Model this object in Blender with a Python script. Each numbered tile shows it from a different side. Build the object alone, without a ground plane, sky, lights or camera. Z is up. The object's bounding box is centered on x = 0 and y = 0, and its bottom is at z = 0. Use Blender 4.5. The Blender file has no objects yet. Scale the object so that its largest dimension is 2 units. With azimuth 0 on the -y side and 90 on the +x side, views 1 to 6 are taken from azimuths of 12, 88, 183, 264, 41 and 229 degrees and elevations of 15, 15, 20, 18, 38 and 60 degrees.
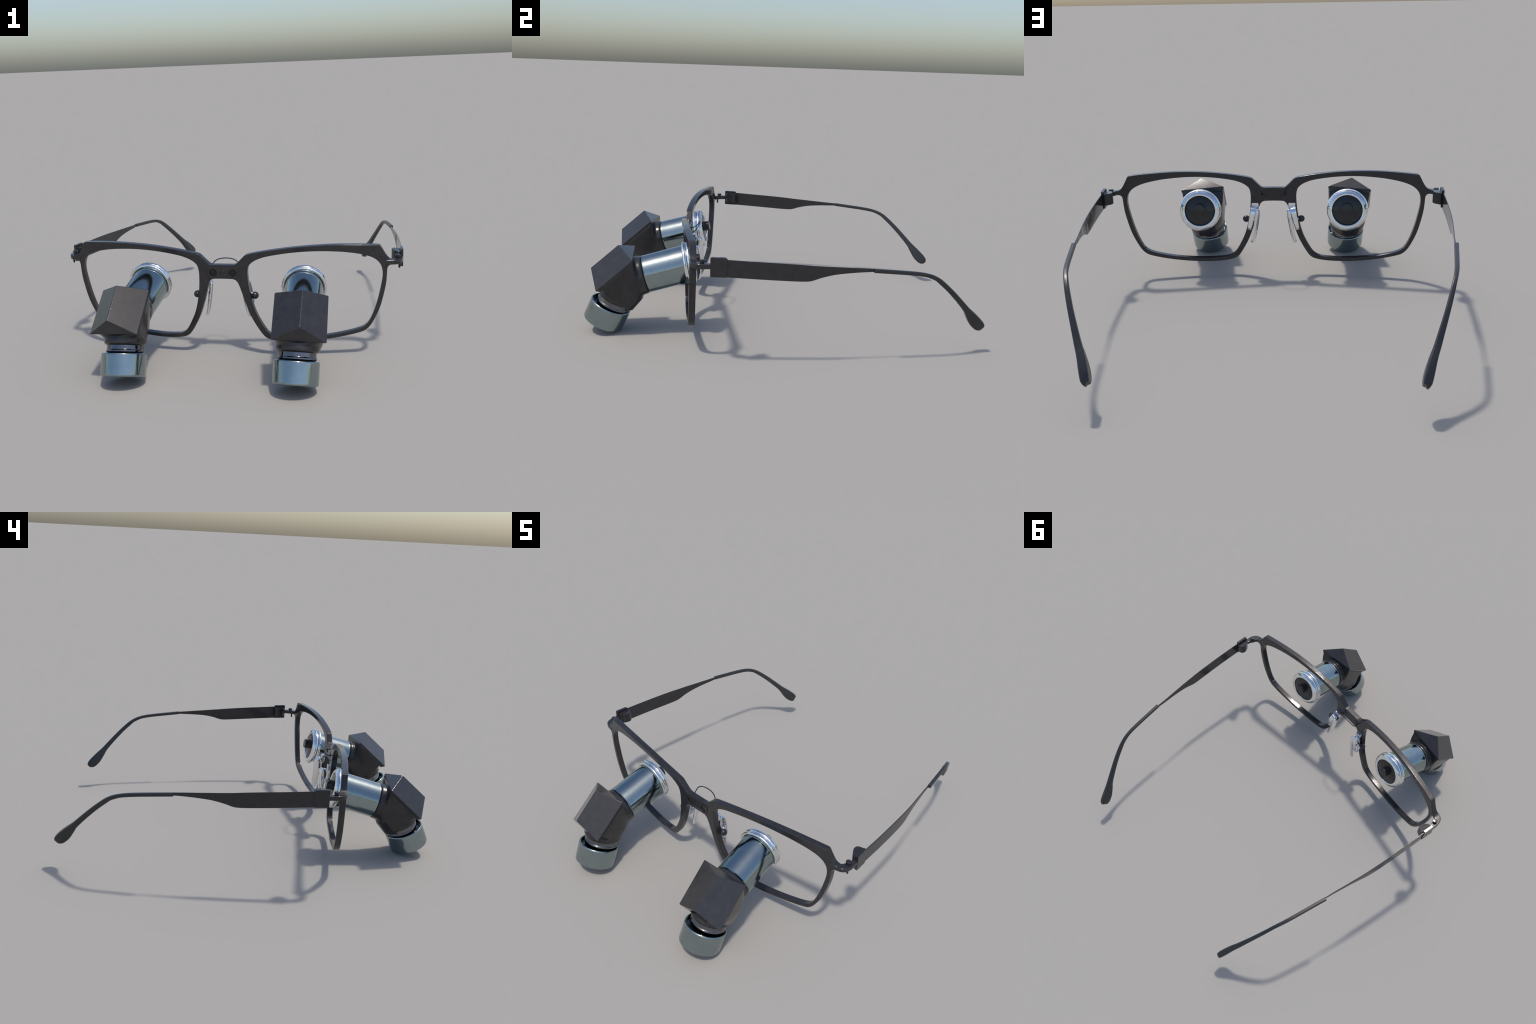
import bpy, bmesh, math
from mathutils import Vector, Matrix

# ---------------------------------------------------------------- materials
def new_mat(name):
    m = bpy.data.materials.new(name); m.use_nodes = True
    nt = m.node_tree
    return m, nt, nt.nodes["Principled BSDF"]

def add_noise(nt, scale, detail=3.0, rough=0.6, stretch=(1, 1, 1)):
    tc = nt.nodes.new("ShaderNodeTexCoord"); mp = nt.nodes.new("ShaderNodeMapping")
    mp.inputs["Scale"].default_value = stretch
    n = nt.nodes.new("ShaderNodeTexNoise")
    n.inputs["Scale"].default_value = scale; n.inputs["Detail"].default_value = detail
    n.inputs["Roughness"].default_value = rough
    nt.links.new(tc.outputs["Object"], mp.inputs["Vector"]); nt.links.new(mp.outputs["Vector"], n.inputs["Vector"])
    return n

def ramp(nt, src, c0, c1, p0=0.35, p1=0.65):
    r = nt.nodes.new("ShaderNodeValToRGB")
    r.color_ramp.elements[0].position = p0; r.color_ramp.elements[1].position = p1
    r.color_ramp.elements[0].color = (*c0, 1); r.color_ramp.elements[1].color = (*c1, 1)
    nt.links.new(src, r.inputs["Fac"]); return r

def bump(nt, b, src, strength, dist):
    bp = nt.nodes.new("ShaderNodeBump")
    bp.inputs["Strength"].default_value = strength; bp.inputs["Distance"].default_value = dist
    nt.links.new(src, bp.inputs["Height"]); nt.links.new(bp.outputs["Normal"], b.inputs["Normal"])
    return bp

def dark_material(name, c0, c1, r0, r1, metallic=0.0, bump_s=0.05, scale=30, spec=0.5, wave_scale=160):
    m, nt, b = new_mat(name)
    n = add_noise(nt, scale)
    nt.links.new(ramp(nt, n.outputs["Fac"], c0, c1).outputs["Color"], b.inputs["Base Color"])
    n2 = add_noise(nt, scale * 0.35)
    rr = ramp(nt, n2.outputs["Fac"], (r0,) * 3, (r1,) * 3)
    nt.links.new(rr.outputs["Color"], b.inputs["Roughness"])
    b.inputs["Metallic"].default_value = metallic
    b.inputs["Specular IOR Level"].default_value = spec
    n3 = add_noise(nt, wave_scale, 2)
    bump(nt, b, n3.outputs["Fac"], bump_s, 0.002)
    return m

def hatch_height(nt, scale):
    """two crossing sets of fine diagonal lines"""
    tc = nt.nodes.new("ShaderNodeTexCoord"); hs = []
    for rot in ((0.3, 0.0, 0.75), (-0.3, 0.0, -0.75)):
        mp = nt.nodes.new("ShaderNodeMapping"); mp.inputs["Rotation"].default_value = rot
        w = nt.nodes.new("ShaderNodeTexWave"); w.inputs["Scale"].default_value = scale
        w.inputs["Distortion"].default_value = 1.2; w.inputs["Detail"].default_value = 1.0
        nt.links.new(tc.outputs["Object"], mp.inputs["Vector"]); nt.links.new(mp.outputs["Vector"], w.inputs["Vector"])
        hs.append(w)
    mx = nt.nodes.new("ShaderNodeMath"); mx.operation = 'MAXIMUM'
    nt.links.new(hs[0].outputs["Fac"], mx.inputs[0]); nt.links.new(hs[1].outputs["Fac"], mx.inputs[1])
    return mx.outputs[0]

def metal_material(name, c0, c1, r0, r1, bump_s, bump_scale, bump_d=0.002, hatch=0.0):
    m, nt, b = new_mat(name)
    n = add_noise(nt, 18)
    nt.links.new(ramp(nt, n.outputs["Fac"], c0, c1).outputs["Color"], b.inputs["Base Color"])
    b.inputs["Metallic"].default_value = 1.0
    n2 = add_noise(nt, 40)
    nt.links.new(ramp(nt, n2.outputs["Fac"], (r0,) * 3, (r1,) * 3).outputs["Color"], b.inputs["Roughness"])
    n3 = add_noise(nt, bump_scale, 2)
    bp = bump(nt, b, n3.outputs["Fac"], bump_s, bump_d)
    if hatch:
        bp2 = nt.nodes.new("ShaderNodeBump")
        bp2.inputs["Strength"].default_value = hatch; bp2.inputs["Distance"].default_value = 0.001
        nt.links.new(hatch_height(nt, 66), bp2.inputs["Height"]); nt.links.new(bp.outputs["Normal"], bp2.inputs["Normal"])
        nt.links.new(bp2.outputs["Normal"], b.inputs["Normal"])
    return m

def weave_material(name, c0, c1):
    """satin black coating with a fine diagonal cross hatch"""
    m, nt, b = new_mat(name)
    n = add_noise(nt, 25)
    nt.links.new(ramp(nt, n.outputs["Fac"], c0, c1).outputs["Color"], b.inputs["Base Color"])
    b.inputs["Roughness"].default_value = 0.11
    bump(nt, b, hatch_height(nt, 60), 0.09, 0.0015)
    return m

M_FRAME = dark_material("black_enamel_metal", (0.0205, 0.020, 0.022), (0.027, 0.026, 0.0285), 0.10, 0.18, bump_s=0.16, wave_scale=42)
M_TEMPLE = dark_material("black_temple_coating", (0.0205, 0.020, 0.022), (0.026, 0.025, 0.0275), 0.06, 0.13, bump_s=0.012)
M_TIP = dark_material("black_tip_sleeve", (0.022, 0.023, 0.024), (0.028, 0.028, 0.029), 0.26, 0.36, bump_s=0.03)
M_PRISM = weave_material("hatched_black_housing", (0.025, 0.0235, 0.0255), (0.032, 0.030, 0.032))
M_BODY = dark_material("gloss_black_housing", (0.022, 0.021, 0.021), (0.032, 0.030, 0.030), 0.14, 0.24, bump_s=0.02, scale=14)
M_LENS = dark_material("black_eyepiece_glass", (0.020, 0.020, 0.021), (0.026, 0.025, 0.026), 0.08, 0.16, bump_s=0.01)
M_BLACK = dark_material("deep_black", (0.008, 0.008, 0.009), (0.012, 0.012, 0.012), 0.08, 0.14)
M_CHROME = metal_material("steel_chrome", (0.285, 0.345, 0.355), (0.315, 0.375, 0.385), 0.07, 0.13, 0.02, 30, hatch=0.03)
M_NECK = metal_material("dark_steel", (0.15, 0.15, 0.165), (0.19, 0.19, 0.205), 0.08, 0.14, 0.02, 30)
M_RING = metal_material("bright_chrome", (0.80, 0.83, 0.84), (0.90, 0.92, 0.92), 0.05, 0.12, 0.55, 48, 0.004)
M_PAD = metal_material("silver_pad_metal", (0.80, 0.81, 0.83), (0.92, 0.92, 0.94), 0.10, 0.24, 0.35, 45, 0.004)

# ---------------------------------------------------------------- helpers
COL = bpy.context.scene.collection

def make_obj(name, mesh, mat, parent=None, smooth=True, angle=38, weighted=True):
    ob = bpy.data.objects.new(name, mesh); COL.objects.link(ob)
    if mat is not None:
        mesh.materials.clear(); mesh.materials.append(mat)
    if smooth:
        for p in mesh.polygons: p.use_smooth = True
        mesh.set_sharp_from_angle(angle=math.radians(angle))
    if parent is not None: ob.parent = parent
    if weighted:
        wn = ob.modifiers.new("weighted_normals", 'WEIGHTED_NORMAL'); wn.keep_sharp = True; wn.weight = 90
    return ob

def finish(bm, name, mat, parent, sx=1, angle=38, smooth=True):
    """turn a bmesh made for the +x side into an object (mirrored when sx<0)"""
    if sx < 0:
        for v in bm.verts: v.co.x = -v.co.x
    bmesh.ops.recalc_face_normals(bm, faces=bm.faces[:])
    me = bpy.data.meshes.new(name); bm.to_mesh(me); bm.free()
    return make_obj(name, me, mat, parent, smooth, angle)

def frame_axes(axis, hint=(0, 0, 1)):
    a = Vector(axis).normalized(); h = Vector(hint)
    u = (h - a * h.dot(a)).normalized(); w = u.cross(a)
    return a, u, w

def lathe(bm, origin, axis, profile, n=72, closed=False, a0=0.0, a1=2 * math.pi, hint=(0, 0, 1)):
    """revolve (t, r) around an axis; r may be 0 at the ends"""
    a, u, w = frame_axes(axis, hint); o = Vector(origin)
    full = abs(a1 - a0 - 2 * math.pi) < 1e-6
    cols = n if full else n + 1
    rings = []
    for t, r in profile:
        if r < 1e-7:
            rings.append([bm.verts.new(o + a * t)])
        else:
            rings.append([bm.verts.new(o + a * t + (u * math.cos(a0 + (a1 - a0) * i / n) + w * math.sin(a0 + (a1 - a0) * i / n)) * r)
                          for i in range(cols)])
    pairs = list(zip(rings[:-1], rings[1:]))
    if closed: pairs.append((rings[-1], rings[0]))
    for A, B in pairs:
        for i in range(n):
            j = (i + 1) % cols
            if not full and i + 1 >= cols: continue
            if len(A) == 1 and len(B) == 1: continue
            if len(A) == 1: bm.faces.new((A[0], B[i], B[j]))
            elif len(B) == 1: bm.faces.new((A[i], A[j], B[0]))
            else: bm.faces.new((A[i], A[j], B[j], B[i]))
    return rings

def loft(bm, sections, cap=True):
    rings = [[bm.verts.new(p) for p in s] for s in sections]
    n = len(rings[0])
    for A, B in zip(rings[:-1], rings[1:]):
        for i in range(n):
            bm.faces.new((A[i], A[(i + 1) % n], B[(i + 1) % n], B[i]))
    if cap:
        bm.faces.new(rings[0][::-1]); bm.faces.new(rings[-1])
    return rings

def rounded_rect(w, h, r, seg=4):
    """points of a rounded rectangle, half sizes w,h"""
    r = min(r, w * 0.98, h * 0.98); pts = []
    for cx, cy, a in ((w - r, h - r, 0), (-w + r, h - r, 90), (-w + r, -h + r, 180), (w - r, -h + r, 270)):
        for k in range(seg + 1):
            t = math.radians(a + 90 * k / seg)
            pts.append((cx + r * math.cos(t), cy + r * math.sin(t)))
    return pts

def catmull(pts, per=8, closed=False):
    P = [Vector(p) for p in pts]; n = len(P); out = []
    rng = n if closed else n - 1
    for i in range(rng):
        if closed: p0, p1, p2, p3 = P[i - 1], P[i], P[(i + 1) % n], P[(i + 2) % n]
        else: p0, p1, p2, p3 = P[max(i - 1, 0)], P[i], P[i + 1], P[min(i + 2, n - 1)]
        # centripetal parametrisation keeps tight corners free of loops
        d = lambda a, b: max((b - a).length, 1e-6) ** 0.5
        t0 = 0.0; t1 = t0 + d(p0, p1); t2 = t1 + d(p1, p2); t3 = t2 + d(p2, p3)
        for k in range(per):
            t = t1 + (t2 - t1) * k / per
            A1 = p0 if t1 - t0 < 2e-3 else p0 * ((t1 - t) / (t1 - t0)) + p1 * ((t - t0) / (t1 - t0))
            A2 = p1 * ((t2 - t) / (t2 - t1)) + p2 * ((t - t1) / (t2 - t1))
            A3 = p3 if t3 - t2 < 2e-3 else p2 * ((t3 - t) / (t3 - t2)) + p3 * ((t - t2) / (t3 - t2))
            B1 = A1 * ((t2 - t) / (t2 - t0)) + A2 * ((t - t0) / (t2 - t0))
            B2 = A2 * ((t3 - t) / (t3 - t1)) + A3 * ((t - t1) / (t3 - t1))
            out.append(B1 * ((t2 - t) / (t2 - t1)) + B2 * ((t - t1) / (t2 - t1)))
    if not closed: out.append(P[-1])
    return out

def tube(bm, pts, radius, n=10):
    P = [Vector(p) for p in pts]; secs = []
    up = Vector((0.0, 0.3, 1.0))
    for i, p in enumerate(P):
        d = (P[min(i + 1, len(P) - 1)] - P[max(i - 1, 0)]).normalized()
        u = (up - d * up.dot(d)).normalized(); w = d.cross(u); up = u
        secs.append([p + (u * math.cos(2 * math.pi * k / n) + w * math.sin(2 * math.pi * k / n)) * radius for k in range(n)])
    loft(bm, secs)

def evaluated_mesh(ob):
    dg = bpy.context.evaluated_depsgraph_get(); dg.update()
    return bpy.data.meshes.new_from_object(ob.evaluated_get(dg))

def bake_modifiers(ob):
    me = evaluated_mesh(ob); old = ob.data
    ob.modifiers.clear(); ob.data = me
    return ob

def bevel_bm(bm, width, seg=2, min_angle=25):
    ed = [e for e in bm.edges if len(e.link_faces) == 2 and math.degrees(e.calc_face_angle(0)) > min_angle]
    bmesh.ops.bevel(bm, geom=ed, offset=width, segments=seg, profile=0.5, affect='EDGES', clamp_overlap=True)

# ---------------------------------------------------------------- the thing
root = bpy.data.objects.new("magnifying_glasses", None); COL.objects.link(root)
root["label"] = "black metal eyeglass frame carrying two angled chrome magnifier loupes"
root["category"] = "magnifying glasses"

# ---------------------------------------------------------------- front frame
FRAME_T = 0.032
def front_y(x, z):
    """mid surface of the frame front: wrapped round the face, the wrap flattening towards the lower rim"""
    brow_y = -0.5155 + 0.174 * x * x - 0.028 * x ** 4
    foot_y = -0.4960 + 0.198 * x * x - 0.130 * x ** 4
    t = (0.55 - z) / 0.46
    return brow_y + (foot_y - brow_y) * t

# half outline (x, z), from bridge top centre over the brow, round the lug and rim, back under the bridge
brow = [(0.0, 0.482), (0.030, 0.482), (0.056, 0.4825), (0.066, 0.486), (0.076, 0.4945), (0.094, 0.512), (0.110, 0.528), (0.118, 0.5335), (0.130, 0.5375),
        (0.180, 0.5475), (0.260, 0.5595), (0.360, 0.5705), (0.460, 0.5765), (0.560, 0.578), (0.660, 0.5745), (0.720, 0.571), (0.752, 0.5685), (0.7605, 0.566),
        (0.7655, 0.559), (0.778, 0.535), (0.790, 0.514), (0.799, 0.502), (0.808, 0.4955), (0.820, 0.492), (0.832, 0.491)]
lower = [(0.832, 0.4685), (0.818, 0.4685), (0.807, 0.4665), (0.799, 0.459), (0.7955, 0.446), (0.7945, 0.425), (0.791, 0.380), (0.780, 0.322), (0.762, 0.254),
         (0.736, 0.194), (0.716, 0.1595), (0.700, 0.1420), (0.684, 0.1310), (0.640, 0.1165), (0.560, 0.0985), (0.460, 0.0835), (0.380, 0.0775), (0.300, 0.0775),
         (0.245, 0.0835), (0.215, 0.0915), (0.198, 0.1020), (0.184, 0.1180), (0.156, 0.1630), (0.135, 0.2040), (0.118, 0.2480), (0.098, 0.3120), (0.084, 0.3600), (0.078, 0.3780),
         (0.0715, 0.3920), (0.063, 0.4020), (0.051, 0.4075), (0.030, 0.4090), (0.0, 0.4095)]
hole = [(0.160, 0.503), (0.200, 0.5195), (0.276, 0.5345), (0.356, 0.5440), (0.440, 0.5480), (0.520, 0.5460), (0.605, 0.5385), (0.685, 0.5230), (0.725, 0.5080),
        (0.750, 0.4900), (0.7665, 0.4660), (0.7730, 0.4380), (0.7730, 0.4100), (0.7640, 0.3550), (0.7480, 0.2850), (0.7260, 0.2180), (0.7050, 0.1760), (0.6860, 0.1570),
        (0.655, 0.1420), (0.590, 0.1245), (0.510, 0.1095), (0.420, 0.1000), (0.340, 0.0970), (0.275, 0.1000), (0.242, 0.1070), (0.218, 0.1210), (0.200, 0.1440), (0.178, 0.1840),
        (0.160, 0.2220), (0.146, 0.2650), (0.135, 0.3150), (0.1275, 0.3600), (0.1235, 0.4100), (0.1235, 0.4480), (0.1310, 0.4780), (0.143, 0.4910)]

def spline_pts(pts, per, closed):
    return [(p.x, p.y) for p in catmull([(x, z, 0) for x, z in pts], per, closed)]

half = spline_pts(brow, 6, False) + spline_pts(lower, 6, False)
outer = half[1:-1]
outline = half + [(-x, z) for x, z in reversed(outer)]
hole_r = spline_pts(hole, 6, True)
hole_l = [(-x, z) for x, z in hole_r]

def area(p):
    return sum(p[i - 1][0] * p[i][1] - p[i][0] * p[i - 1][1] for i in range(len(p))) / 2

def flat_shape(loops, half_depth, bev, name):
    """filled 2D shape with holes, extruded, edges rounded; returns a mesh in (x, z, depth)"""
    cu = bpy.data.curves.new(name, 'CURVE'); cu.dimensions = '2D'; cu.fill_mode = 'BOTH'
    for k, lp in enumerate(loops):
        ccw = area(lp) > 0
        if (k == 0) != ccw: lp = lp[::-1]
        sp = cu.splines.new('POLY'); sp.points.add(len(lp) - 1); sp.use_cyclic_u = True
        for pt, (x, z) in zip(sp.points, lp): pt.co = (x, z, 0, 1)
    cu.extrude = half_depth - bev; cu.bevel_depth = bev; cu.bevel_resolution = 2; cu.offset = -bev
    ob = bpy.data.objects.new(name, cu); COL.objects.link(ob)
    me = evaluated_mesh(ob); bpy.data.objects.remove(ob); bpy.data.curves.remove(cu)
    return me

def weld(me, d=1e-5):
    bm = bmesh.new(); bm.from_mesh(me)
    bmesh.ops.remove_doubles(bm, verts=bm.verts[:], dist=d)
    bmesh.ops.recalc_face_normals(bm, faces=bm.faces[:])
    bm.to_mesh(me); bm.free()

me = flat_shape([outline, hole_r, hole_l], FRAME_T / 2, 0.0036, "frame_front")
# short triangles only, so the flat band can follow the wrap of the front
bm = bmesh.new(); bm.from_mesh(me)
bmesh.ops.remove_doubles(bm, verts=bm.verts[:], dist=1e-5)
flat_f = [f for f in bm.faces if abs(f.normal.z) > 0.99]
flat_e = list({e for f in flat_f for e in f.edges if all(abs(g.normal.z) > 0.99 for g in e.link_faces)})
bmesh.ops.beautify_fill(bm, faces=flat_f, edges=flat_e, method='AREA')
bmesh.ops.beautify_fill(bm, faces=[f for f in bm.faces if abs(f.normal.z) > 0.99], edges=[e for e in bm.edges if all(abs(g.normal.z) > 0.99 for g in e.link_faces)], method='ANGLE')
bm.to_mesh(me); bm.free()
for v in me.vertices:
    x, z, d = v.co
    v.co = (x, front_y(x, z) - d, z)
weld(me)
def band_normals(me):
    """flat front and back keep the surface's own normal, the rims keep the wall's, the rounding blends between"""
    n = len(me.vertices); wall = [Vector() for _ in range(n)]; flat = [0] * n
    for p in me.polygons:
        c = p.center
        e = 1e-3
        g = Vector(((front_y(c.x + e, c.z) - front_y(c.x - e, c.z)) / (2 * e), -1.0, (front_y(c.x, c.z + e) - front_y(c.x, c.z - e)) / (2 * e))).normalized()
        d = p.normal.dot(g)
        for i in p.vertices:
            if d > 0.97: flat[i] = 1
            elif d < -0.97: flat[i] = -1
            elif abs(d) < 0.25: wall[i] += p.normal * p.area
    out = []
    for i, v in enumerate(me.vertices):
        if flat[i]:
            x, z = v.co.x, v.co.z; e = 1e-3
            g = Vector(((front_y(x + e, z) - front_y(x - e, z)) / (2 * e), -1.0, (front_y(x, z + e) - front_y(x, z - e)) / (2 * e))).normalized()
            out.append(g * flat[i])
        elif wall[i].length > 0: out.append(wall[i].normalized())
        else: out.append(v.normal.copy())
    return out
for p in me.polygons: p.use_smooth = True
nrm_list = band_normals(me)
frame = make_obj("frame_front", me, M_FRAME, root, smooth=False, weighted=False)
me.normals_split_custom_set_from_vertices([tuple(v) for v in nrm_list])

# bridge cover plate on the front, with two socket screws and a faint arch mark
def shift_shape(me, y_off):
    for v in me.vertices:
        x, z, d = v.co
        v.co = (x, front_y(x, z) + y_off - d, z)
    weld(me)

trap = [(-0.079, 0.4745), (0.079, 0.4745), (0.0835, 0.468), (0.0805, 0.452), (0.0755, 0.425), (0.070, 0.4145), (0.064, 0.412), (-0.064, 0.412), (-0.070, 0.4145), (-0.0755, 0.425), (-0.0805, 0.452), (-0.0835, 0.468)]
screw_x = 0.049; screw_z = 0.442
def circle2d(cx, cz, r, n=32):
    return [(cx + r * math.cos(2 * math.pi * i / n), cz + r * math.sin(2 * math.pi * i / n)) for i in range(n)]
me = flat_shape([trap, circle2d(screw_x, screw_z, 0.0185), circle2d(-screw_x, screw_z, 0.0185)], 0.0028, 0.0015, "bridge_plate")
shift_shape(me, -FRAME_T / 2 - 0.0012)
plate = make_obj("bridge_plate", me, M_FRAME, root, angle=40)

for sx in (1, -1):
    yf = front_y(screw_x, screw_z) - FRAME_T / 2
    bm = bmesh.new()   # torus-like socket head
    lathe(bm, (screw_x, yf, screw_z), (0, -1, 0),
          [(-0.004, 0.017), (0.001, 0.0168), (0.0036, 0.0150), (0.0042, 0.0125), (0.0030, 0.0105), (-0.0005, 0.0095), (-0.0005, 0.0080), (0.0022, 0.0072), (0.0030, 0.0060), (0.0030, 0.0)], n=36)
    finish(bm, "bridge_screw", M_BLACK, plate, sx)
    bm = bmesh.new()   # nut seen from behind
    yb = front_y(screw_x, screw_z) + FRAME_T / 2
    lathe(bm, (screw_x * 1.02, yb, screw_z), (0, 1, 0),
          [(-0.002, 0.0215), (0.0008, 0.0212), (0.0012, 0.0195), (0.0008, 0.0120), (0.0030, 0.0105), (0.0036, 0.0070), (0.0015, 0.0050), (0.0015, 0.0)], n=32)
    finish(bm, "bridge_nut", M_FRAME, plate, sx)

bm = bmesh.new()
yf = front_y(0, 0.44) - FRAME_T / 2 - 0.0043
arch = [(0.0105 * math.cos(a), yf, 0.4405 + 0.0115 * math.sin(a)) for a in [math.pi * k / 16 for k in range(17)]]
arch = [(0.0165, yf, 0.432), (0.0115, yf, 0.4335)] + arch + [(-0.0115, yf, 0.4335), (-0.0165, yf, 0.432)]
tube(bm, arch, 0.0014, 8)
finish(bm, "arch_mark", M_FRAME, plate)

# thin wire loop behind the bridge
wp = [(0.056, -0.497, 0.448), (0.062, -0.482, 0.447), (0.0655, -0.467, 0.456), (0.062, -0.453, 0.474), (0.042, -0.445, 0.488), (0.0, -0.441, 0.494)]
wp = wp + [(-x, y, z) for x, y, z in wp[-2::-1]]
bm = bmesh.new(); tube(bm, catmull(wp, 8), 0.0026, 8)
finish(bm, "wire_loop", M_BLACK, root)

# ---------------------------------------------------------------- side parts, built for +x and mirrored
def build_temple(sx):
    # blade: upper edge (y,z), lower edge (y,z), x
    blade = [(-0.272, 0.5125, -0.272, 0.4320, 0.8600), (-0.250, 0.5115, -0.250, 0.4310, 0.8590), (-0.140, 0.5050, -0.140, 0.4250, 0.8540), (-0.020, 0.4985, -0.020, 0.4185, 0.8460), (0.050, 0.4940, 0.045, 0.4155, 0.8405),
             (0.090, 0.4910, 0.085, 0.4145, 0.8370), (0.112, 0.4890, 0.108, 0.4155, 0.8345), (0.132, 0.4875, 0.128, 0.4200, 0.8325), (0.158, 0.4860, 0.154, 0.4290, 0.8295), (0.190, 0.4840, 0.186, 0.4375, 0.8255),
             (0.230, 0.4815, 0.227, 0.4455, 0.8195), (0.290, 0.4780, 0.288, 0.4515, 0.8110), (0.350, 0.4745, 0.349, 0.4550, 0.8020), (0.425, 0.4705, 0.425, 0.4575, 0.7935)]
    bm = bmesh.new(); secs = []
    sm = catmull([(a, b, 0) for a, b, c, d, e in blade], 4); sl = catmull([(c, d, e) for a, b, c, d, e in blade], 4)
    for k, (U, L) in enumerate(zip(sm, sl)):
        ht = 0.0021
        up = Vector((L.z, U.x, U.y)); lo = Vector((L.z, L.x, L.y))
        v = up - lo; h = v.length / 2; v.normalize(); c = (up + lo) / 2
        n = Vector((1, 0.085, 0)); n.normalize()
        secs.append([c + n * a + v * b for a, b in rounded_rect(ht, h, 0.0012, 2)])
    loft(bm, secs)
    temple = finish(bm, "temple", M_TEMPLE, root, sx, 35)
    # sleeve with flared end: upper (y,z), lower (y,z), x, half thickness
    tip = [(0.4030, 0.4725, 0.4030, 0.4545, 0.8005, 0.0095), (0.4820, 0.4660, 0.4810, 0.4475, 0.7870, 0.0092), (0.5730, 0.4575, 0.5710, 0.4395, 0.7715, 0.0092), (0.6300, 0.4505, 0.6260, 0.4325, 0.7610, 0.0092),
           (0.6620, 0.4435, 0.6565, 0.4265, 0.7535, 0.0091), (0.6900, 0.4345, 0.6820, 0.4165, 0.7455, 0.0090), (0.7150, 0.4220, 0.7035, 0.4055, 0.7375, 0.0090), (0.7370, 0.4075, 0.7220, 0.3900, 0.7300, 0.0092), (0.7810, 0.3700, 0.7650, 0.3520, 0.7120, 0.0100),
           (0.8150, 0.3380, 0.7980, 0.3190, 0.6965, 0.0106), (0.8580, 0.2945, 0.8390, 0.2750, 0.6755, 0.0120), (0.9020, 0.2490, 0.8800, 0.2260, 0.6532, 0.0138), (0.9220, 0.2310, 0.8930, 0.2020, 0.6425, 0.0149), (0.9440, 0.2120, 0.9060, 0.1790, 0.6326, 0.0160),
           (0.9660, 0.1910, 0.9200, 0.1570, 0.6237, 0.0170), (0.9820, 0.1750, 0.9360, 0.1400, 0.6168, 0.0174), (0.9930, 0.1610, 0.9520, 0.1270, 0.6118, 0.0168), (0.9985, 0.1515, 0.9660, 0.1215, 0.6088, 0.0150), (0.9985, 0.1445, 0.9750, 0.1215, 0.6073, 0.0112), (0.9950, 0.1385, 0.9820, 0.1255, 0.6045, 0.0055)]
    A = catmull([(t[0], t[1], t[5]) for t in tip], 4); B = catmull([(t[2], t[3], t[4]) for t in tip], 4)
    bm = bmesh.new(); secs = []
    C = [Vector((b.z, (a.x + b.x) / 2, (a.y + b.y) / 2)) for a, b in zip(A, B)]
    for k, (a, b) in enumerate(zip(A, B)):
        up = Vector((b.z, a.x, a.y)); lo = Vector((b.z, b.x, b.y)); v = up - lo; h = v.length / 2; v.normalize()
        d = C[min(k + 1, len(C) - 1)] - C[max(k - 1, 0)]
        n = v.cross(d).normalized()
        if n.x < 0: n = -n
        # sleeve leans a little towards the head as it drops
        secs.append([C[k] + n * p + v * q for p, q in rounded_rect(a.z, h, min(a.z, h) * 0.55, 4)])
    loft(bm, secs)
    finish(bm, "temple_tip", M_TIP, temple, sx, 45)
    # hinge leaf: flat plate at the front of the blade
    bm = bmesh.new()
    pl = []
    for y, x0 in ((-0.3365, 0.8640), (-0.2640, 0.8595)):
        pl.append((y, x0))
    prof = rounded_rect(0.0365, 0.0447, 0.006, 4)
    secs = []
    for off in (-0.0072, 0.0066):
        secs.append([Vector((0.8615 + off - 0.06 * a, -0.3000 + a, 0.4775 - 0.03 * a + b)) for a, b in prof])
    loft(bm, secs); bevel_bm(bm, 0.0022, 2, 60)
    leaf = finish(bm, "hinge_leaf", M_TEMPLE, temple, sx, 40)
    # rounded knuckle on the inner side
    plan = [(0.866, -0.325), (0.846, -0.3305), (0.832, -0.325), (0.821, -0.310), (0.8135, -0.293), (0.8135, -0.279), (0.820, -0.268), (0.833, -0.2615), (0.848, -0.2570), (0.858, -0.2590)]
    plan = [(p.x, p.y) for p in catmull([(a, b, 0) for a, b in plan], 4)]
    bm = bmesh.new()
    cx = sum(p[0] for p in plan) / len(plan); cy = sum(p[1] for p in plan) / len(plan)
    secs = []
    for z, s in ((0.4495, 0.93), (0.4515, 0.98), (0.455, 1.0), (0.5025, 1.0), (0.5060, 0.985), (0.5080, 0.94)):
        secs.append([Vector((cx + (x - cx) * s, cy + (y - cy) * s, z + (0.855 - x) * 0.10)) for x, y in plan])
    loft(bm, secs)
    finish(bm, "hinge_knuckle", M_FRAME, temple, sx, 40)
    return temple

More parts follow.
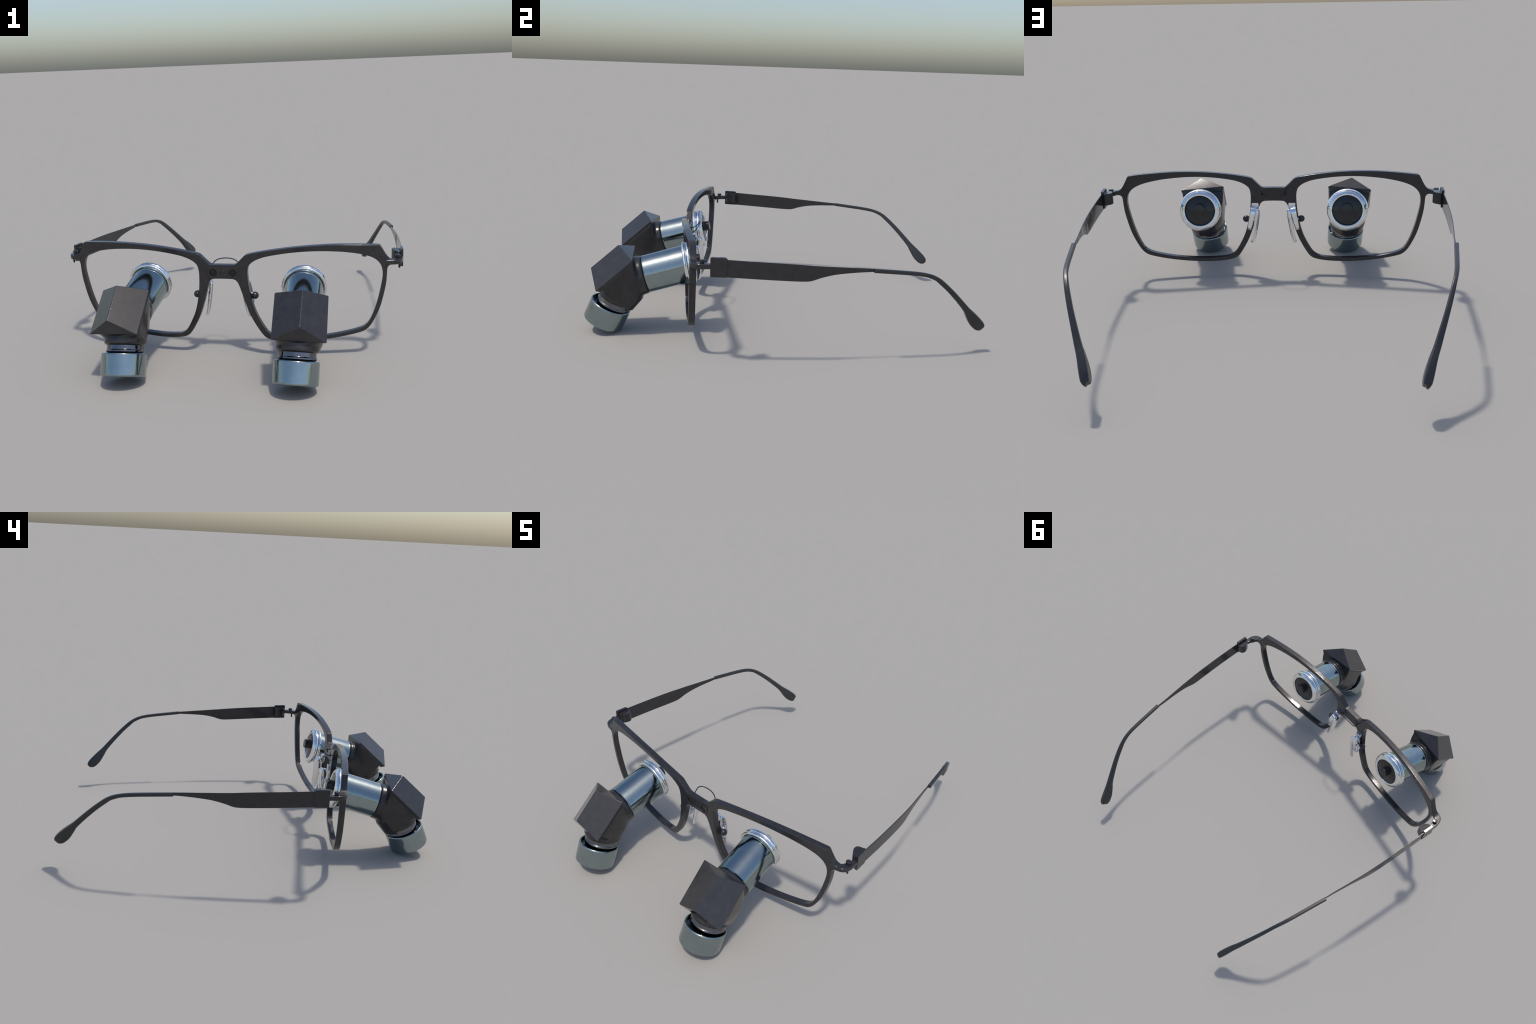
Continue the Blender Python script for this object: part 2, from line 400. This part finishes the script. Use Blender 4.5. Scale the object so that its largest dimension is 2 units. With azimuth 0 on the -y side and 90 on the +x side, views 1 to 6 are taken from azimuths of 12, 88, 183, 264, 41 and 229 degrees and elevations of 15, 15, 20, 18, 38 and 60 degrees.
def build_lug(sx):
    """curved strip from the rim back to the hinge, with its pin"""
    out = [(0.790, -0.4360), (0.815, -0.4315), (0.838, -0.4255), (0.8535, -0.4150), (0.8630, -0.3990), (0.8680, -0.3780), (0.8690, -0.3550), (0.8680, -0.3250)]
    inn = [(0.786, -0.4040), (0.805, -0.4020), (0.818, -0.3975), (0.8270, -0.3885), (0.8330, -0.3760), (0.8385, -0.3600), (0.8430, -0.3440), (0.8460, -0.3250)]
    O = catmull([(a, b, 0) for a, b in out], 4); I = catmull([(a, b, 0) for a, b in inn], 4)
    bm = bmesh.new(); secs = []
    for o, i in zip(O, I):
        c = (o + i) / 2; d = (o - i) / 2; h = d.length; d.normalize()
        secs.append([Vector((c.x + d.x * a, c.y + d.y * a, 0.480 + b)) for a, b in rounded_rect(h, 0.0112, 0.0035, 3)])
    loft(bm, secs)
    lug = finish(bm, "lug", M_FRAME, frame, sx, 40)
    bm = bmesh.new()
    px, py = 0.8445, -0.374
    lathe(bm, (px, py, 0), (0, 0, 1), [(0.480, 0.0), (0.480, 0.0085), (0.4895, 0.0090), (0.496, 0.0095), (0.4965, 0.0128), (0.5045, 0.0130), (0.5068, 0.0116), (0.5078, 0.0)], n=28, hint=(0, 1, 0))
    lathe(bm, (0.8525, -0.3865, 0), (0, 0, 1), [(0.4405, 0.0), (0.4420, 0.0032), (0.4460, 0.0052), (0.475, 0.0054), (0.475, 0.0)], n=20, hint=(0, 1, 0))
    finish(bm, "hinge_pin", M_FRAME, frame, sx, 40)

def build_pad(sx):
    # pad: thin rounded plate, tilted; local frame
    top = Vector((0.081, -0.446, 0.377)); bot = Vector((0.1145, -0.444, 0.190))
    up = (top - bot).normalized(); c = (top + bot) / 2; h = (top - bot).length / 2
    dep = Vector((0.40, 1, 0)); dep = (dep - up * dep.dot(up)).normalized()   # width direction
    nrm = up.cross(dep)
    if nrm.x > 0: nrm = -nrm
    bm = bmesh.new(); secs = []
    pr = []
    for k in range(48):
        t = 2 * math.pi * k / 48
        ce, se = math.cos(t), math.sin(t)
        # rounded tongue, a little wider at its foot
        pr.append((0.0172 * math.copysign(abs(ce) ** 0.55, ce) * (1.0 - 0.22 * se), h * math.copysign(abs(se) ** 0.60, se)))
    for off, s, sb in ((-0.0082, 0.72, 0.94), (-0.0066, 0.92, 0.985), (-0.003, 1.0, 1.0), (0.004, 1.0, 1.0), (0.0072, 0.90, 0.98), (0.0086, 0.70, 0.93)):
        secs.append([c + nrm * (off + 0.003 * (1 - (b / h) ** 2)) + dep * (a * s) + up * (b * sb) for a, b in pr])
    loft(bm, secs)
    pad = finish(bm, "nose_pad", M_PAD, root, sx, 50)
    # arm: flat band bent into a long closed loop standing beside the pad
    bm = bmesh.new()
    rc = Vector((0.1175, -0.4570, 0.3200)); rup = Vector((-0.030, 0.0, 0.130)).normalized()
    rdy = Vector((0.05, 1.0, 0.0)); rdy = (rdy - rup * rdy.dot(rup)).normalized(); rn = rup.cross(rdy)
    rings = []
    for k in range(56):
        t = 2 * math.pi * k / 56
        ce, se = math.cos(t), math.sin(t)
        e = lambda v, p: math.copysign(abs(v) ** p, v)
        ctr = rc + rdy * (0.0200 * e(ce, 0.75)) + rup * (0.0590 * e(se, 0.75))
        outw = (rdy * (ce / 0.0200) + rup * (se / 0.0590)).normalized()
        hw = 0.0125 + 0.0035 * se
        rings.append([ctr + outw * a + rn * b for a, b in rounded_rect(0.0046, hw, 0.0036, 3)])
    rv = [[bm.verts.new(p) for p in r] for r in rings]
    for k in range(len(rv)):
        A, B = rv[k], rv[(k + 1) % len(rv)]
        for i in range(len(A)):
            bm.faces.new((A[i], A[(i + 1) % len(A)], B[(i + 1) % len(A)], B[i]))
    finish(bm, "pad_arm", M_PAD, pad, sx, 50)
    bm = bmesh.new()   # mounting bracket flat on the rim
    secs = [[Vector((0.099 + a, yy, 0.386 + b)) for a, b in rounded_rect(0.0185, 0.0165, 0.004, 3)] for yy in (-0.496, -0.4750)]
    loft(bm, secs); bevel_bm(bm, 0.002, 2, 60)
    finish(bm, "pad_bracket", M_PAD, pad, sx, 40)
    bm = bmesh.new()   # link pin between arm and pad
    lathe(bm, (0.128, -0.462, 0.316), (-1, 0.35, -0.1), [(-0.008, 0.0), (-0.006, 0.006), (0.000, 0.0095), (0.008, 0.0100), (0.014, 0.0075), (0.030, 0.0065), (0.032, 0.0)], n=20)
    finish(bm, "pad_pin", M_PAD, pad, sx, 50)
    # round knob on the lens side
    bm = bmesh.new()
    prof = [(-0.0186 * math.cos(math.pi * k / 18), 0.0186 * math.sin(math.pi * k / 18)) for k in range(19)]
    prof[0] = (-0.0186, 0.0); prof[-1] = (0.0186, 0.0)
    lathe(bm, (0.1490, -0.4805, 0.314), (0, 0, 1), prof, n=32, hint=(0, 1, 0))
    knob = finish(bm, "pad_knob", M_TEMPLE, pad, sx, 60)
    bm = bmesh.new()
    lathe(bm, (0.140, -0.478, 0.3145), (-1, 0.4, 0.0), [(0, 0.006), (0.026, 0.006), (0.026, 0.0)], n=16)
    finish(bm, "knob_stem", M_TEMPLE, pad, sx, 40)

# ---------------------------------------------------------------- loupe
W = Vector((0.9925, 0.101, -0.068)).normalized()            # across the prism (inner to outer)
V = Vector((0.015, 0.754, 0.656)); V = (V - W * V.dot(W)).normalized()   # up along the roof ridge
N = W.cross(V)                                                # out of the roof, forward and up
E_AX = Vector((-0.066, 0.963, 0.262)); E_AX = (E_AX - W * E_AX.dot(W) * 0.5).normalized()   # eyepiece axis, backwards
O_AX = Vector((-0.025, -0.415, -0.909)).normalized()         # objective axis, down and forward
R_AX = Vector((-0.066, 0.980, 0.170)).normalized()           # the eyepiece ring stands a little steeper than the barrel
C0 = Vector((0.425, -0.836, 0.336))                           # middle of the roof base
BAR0 = Vector((0.412, -0.686, 0.305))                         # front end of the chrome barrel
CAP0 = Vector((0.409, -0.8655, 0.140))                        # upper rim of the objective cap

NECK0 = CAP0 + Vector((0, 0.909, -0.415)) * 0.013             # neck sits a little behind the cap axis

RING0 = BAR0 + E_AX * 0.225 + Vector((0, 0.005, 0.001))

def circle_pts(c, axis, r, n=40):
    a, u, w = frame_axes(axis)
    return [c + (u * math.cos(2 * math.pi * k / n) + w * math.sin(2 * math.pi * k / n)) * r for k in range(n)]

def build_loupe(sx):
    # chrome barrel (the parent of the loupe's pieces)
    bm = bmesh.new()
    lathe(bm, BAR0, E_AX, [(-0.010, 0.080), (0.0, 0.090), (0.0005, 0.0945), (0.003, 0.0962), (0.006, 0.0955), (0.009, 0.0955), (0.100, 0.0960), (0.196, 0.0965), (0.212, 0.0960), (0.216, 0.080)], n=96)
    barrel = finish(bm, "loupe", M_CHROME, root, sx, 40)
    # open clip ring round the top of the barrel end
    bm = bmesh.new()
    arc = math.radians(112)
    prof = [(-0.0190 + 0.0095 * math.cos(q), 0.1030 + 0.0092 * math.sin(q)) for q in [2 * math.pi * k / 14 for k in range(14)]]
    rg = lathe(bm, RING0, R_AX, prof, n=72, closed=True, a0=-arc, a1=arc)
    for idx in (0, -1):
        bm.faces.new([r[idx] for r in rg])
    finish(bm, "clip_ring", M_RING, barrel, sx, 50)
    # rear eyepiece ring
    bm = bmesh.new()
    lathe(bm, RING0, R_AX, [(-0.026, 0.085), (-0.018, 0.0965), (-0.010, 0.0985), (-0.008, 0.1040), (-0.004, 0.1085), (0.002, 0.1105), (0.008, 0.1095), (0.0135, 0.1060), (0.0175, 0.1005),
                            (0.0210, 0.0945), (0.0228, 0.0890), (0.0230, 0.0850), (0.0215, 0.0815), (0.0175, 0.0795), (0.0070, 0.0785), (0.0050, 0.0775)], n=96)
    finish(bm, "eyepiece_ring", M_RING, barrel, sx, 30)
    # dark eyepiece disc, domed, with its eccentric stud
    bm = bmesh.new()
    lathe(bm, RING0, R_AX, [(0.006, 0.0795), (0.0120, 0.0790), (0.0150, 0.0765), (0.0175, 0.070), (0.0205, 0.055), (0.0225, 0.035), (0.0235, 0.015), (0.0236, 0.0)], n=72)
    disc = finish(bm, "eyepiece_disc", M_LENS, barrel, sx, 50)
    a, u, w = frame_axes(R_AX)
    bm = bmesh.new()
    lathe(bm, RING0 + u * 0.0115, R_AX, [(0.010, 0.0300), (0.0220, 0.0297), (0.0235, 0.0288), (0.0300, 0.0286), (0.0500, 0.0284), (0.0535, 0.0275), (0.0548, 0.0250), (0.0545, 0.0)], n=48)
    finish(bm, "eyepiece_stud", M_LENS, barrel, sx, 40)
    # low arched step around the stud
    bm = bmesh.new()
    arch = [(0.0395, -0.055), (0.044, -0.027), (0.036, 0.014), (0.027, 0.036), (0.008, 0.0515), (-0.008, 0.0535), (-0.033, 0.0490), (-0.055, 0.035), (-0.064, 0.022), (-0.063, 0.008), (-0.053, -0.005), (-0.027, -0.038)]
    pts = []
    for p in catmull([(h_, v_, 0) for h_, v_ in arch], 5):
        rr = p.length
        t = 0.0232 - 0.0095 * (rr / 0.077) ** 2
        pts.append(RING0 + R_AX * (t - 0.0006) + u * p.y + w * p.x)
    tube(bm, pts, 0.0026, 8)
    finish(bm, "arched_step", M_LENS, barrel, sx, 60)

    # prism housing: body as rounded hull between the roof block and the two collars
    bm = bmesh.new()
    pts = []
    for a_ in (-1, 1):
        for b_ in (-1, 1):
            pts.append(C0 + W * (0.1170 * a_) + V * (0.1090 if b_ > 0 else -0.0880) - N * 0.012)
            pts.append(C0 + W * (0.1120 * a_) + V * (0.0900 if b_ > 0 else -0.0860) - N * 0.050)
    pts += circle_pts(BAR0 - E_AX * 0.034, E_AX, 0.0955)
    pts += circle_pts(NECK0 - O_AX * 0.066, O_AX, 0.0990)
    # squared back of the housing between the two collars
    for a_ in (-1, 1):
        for y_, z_, w_ in ((-0.7010, 0.1880, 0.040), (-0.7560, 0.1230, 0.040), (-0.7100, 0.1955, 0.064), (-0.7650, 0.1305, 0.060), (-0.7240, 0.2070, 0.086), (-0.7790, 0.1420, 0.078), (-0.7420, 0.2220, 0.099), (-0.7950, 0.1570, 0.090)):
            p = Vector((0.4150, y_, z_)); p += W * (w_ * a_); pts.append(p)
    vs = [bm.verts.new(p) for p in pts]
    bmesh.ops.convex_hull(bm, input=vs)
    bmesh.ops.delete(bm, geom=[v for v in bm.verts if not v.link_faces], context='VERTS')
    lathe(bm, BAR0, E_AX, [(-0.060, 0.0), (-0.060, 0.090), (-0.036, 0.0985), (-0.030, 0.1000), (-0.006, 0.0985), (-0.001, 0.0940), (-0.001, 0.0)], n=64)
    lathe(bm, NECK0, O_AX, [(-0.100, 0.0), (-0.100, 0.090), (-0.066, 0.0995), (-0.054, 0.1015), (-0.044, 0.0990), (-0.037, 0.0900), (-0.037, 0.0)], n=64)
    bmesh.ops.recalc_face_normals(bm, faces=bm.faces[:])
    body = finish(bm, "prism_housing", M_BODY, barrel, sx, 60)
    rm = body.modifiers.new("remesh", 'REMESH'); rm.mode = 'VOXEL'; rm.voxel_size = 0.0032
    smo = body.modifiers.new("smooth", 'SMOOTH'); smo.iterations = 18; smo.factor = 0.5
    bake_modifiers(body)
    for p in body.data.polygons: p.use_smooth = True
    body.data.materials.clear(); body.data.materials.append(M_BODY)

    # roof block: hipped roof with a ridge, hatched coating
    hw, hv, rh, rl = 0.1232, 0.1192, 0.0825, 0.0912
    bm = bmesh.new()
    P = lambda w_, v_, n_: bm.verts.new(C0 + W * w_ + V * v_ + N * n_)
    b = [P(-hw, -hv, 0), P(hw, -hv, 0), P(hw, hv, 0), P(-hw, hv, 0)]
    q = [P(-hw + 0.013, -hv + 0.013, -0.022), P(hw - 0.013, -hv + 0.013, -0.022), P(hw - 0.013, hv - 0.013, -0.022), P(-hw + 0.013, hv - 0.013, -0.022)]
    r0 = P(0.0020, -rl, rh); r1 = P(0.0055, rl + 0.003, rh)
    for f in ((b[1], b[2], r1, r0), (b[3], b[0], r0, r1), (b[0], b[1], r0), (b[2], b[3], r1)): bm.faces.new(f)
    for k in range(4): bm.faces.new((b[k], b[(k + 1) % 4], q[(k + 1) % 4], q[k]))
    bm.faces.new(q[::-1])
    bmesh.ops.recalc_face_normals(bm, faces=bm.faces[:])
    bevel_bm(bm, 0.0030, 3, 20)
    finish(bm, "prism_cover", M_PRISM, barrel, sx, 60)

    # neck and objective cap
    bm = bmesh.new()
    lathe(bm, NECK0, O_AX, [(-0.060, 0.0), (-0.060, 0.0860), (-0.020, 0.0865), (-0.018, 0.0870), (-0.014, 0.0900), (-0.008, 0.0905), (-0.005, 0.0870), (-0.003, 0.0865), (0.040, 0.0800), (0.040, 0.0)], n=72)
    neck = finish(bm, "objective_neck", M_NECK, barrel, sx, 30)
    bm = bmesh.new()
    lathe(bm, CAP0, O_AX, [(0.040, 0.080), (0.028, 0.0895), (0.006, 0.0945), (0.001, 0.0965), (-0.0005, 0.0990), (-0.0005, 0.1015), (0.0015, 0.1040), (0.0045, 0.1052), (0.0070, 0.1053), (0.0300, 0.1053), (0.0700, 0.1050), (0.0985, 0.1047), (0.1015, 0.1045), (0.1060, 0.1027), (0.1080, 0.0990),
                           (0.1080, 0.0940), (0.1060, 0.0900), (0.1000, 0.0880)], n=96)
    cap = finish(bm, "objective_cap", M_CHROME, barrel, sx, 30)
    bm = bmesh.new()
    lathe(bm, CAP0, O_AX, [(0.096, 0.0910), (0.1020, 0.0905), (0.1032, 0.060), (0.1038, 0.0)], n=64)
    finish(bm, "objective_lens", M_LENS, barrel, sx, 50)
    bm = bmesh.new()
    lathe(bm, CAP0, O_AX, [(0.022, 0.0930), (0.022, 0.0700)], n=64)
    finish(bm, "cap_groove_floor", M_BLACK, barrel, sx, 50)

for s in (1, -1):
    build_temple(s); build_lug(s); build_pad(s); build_loupe(s)
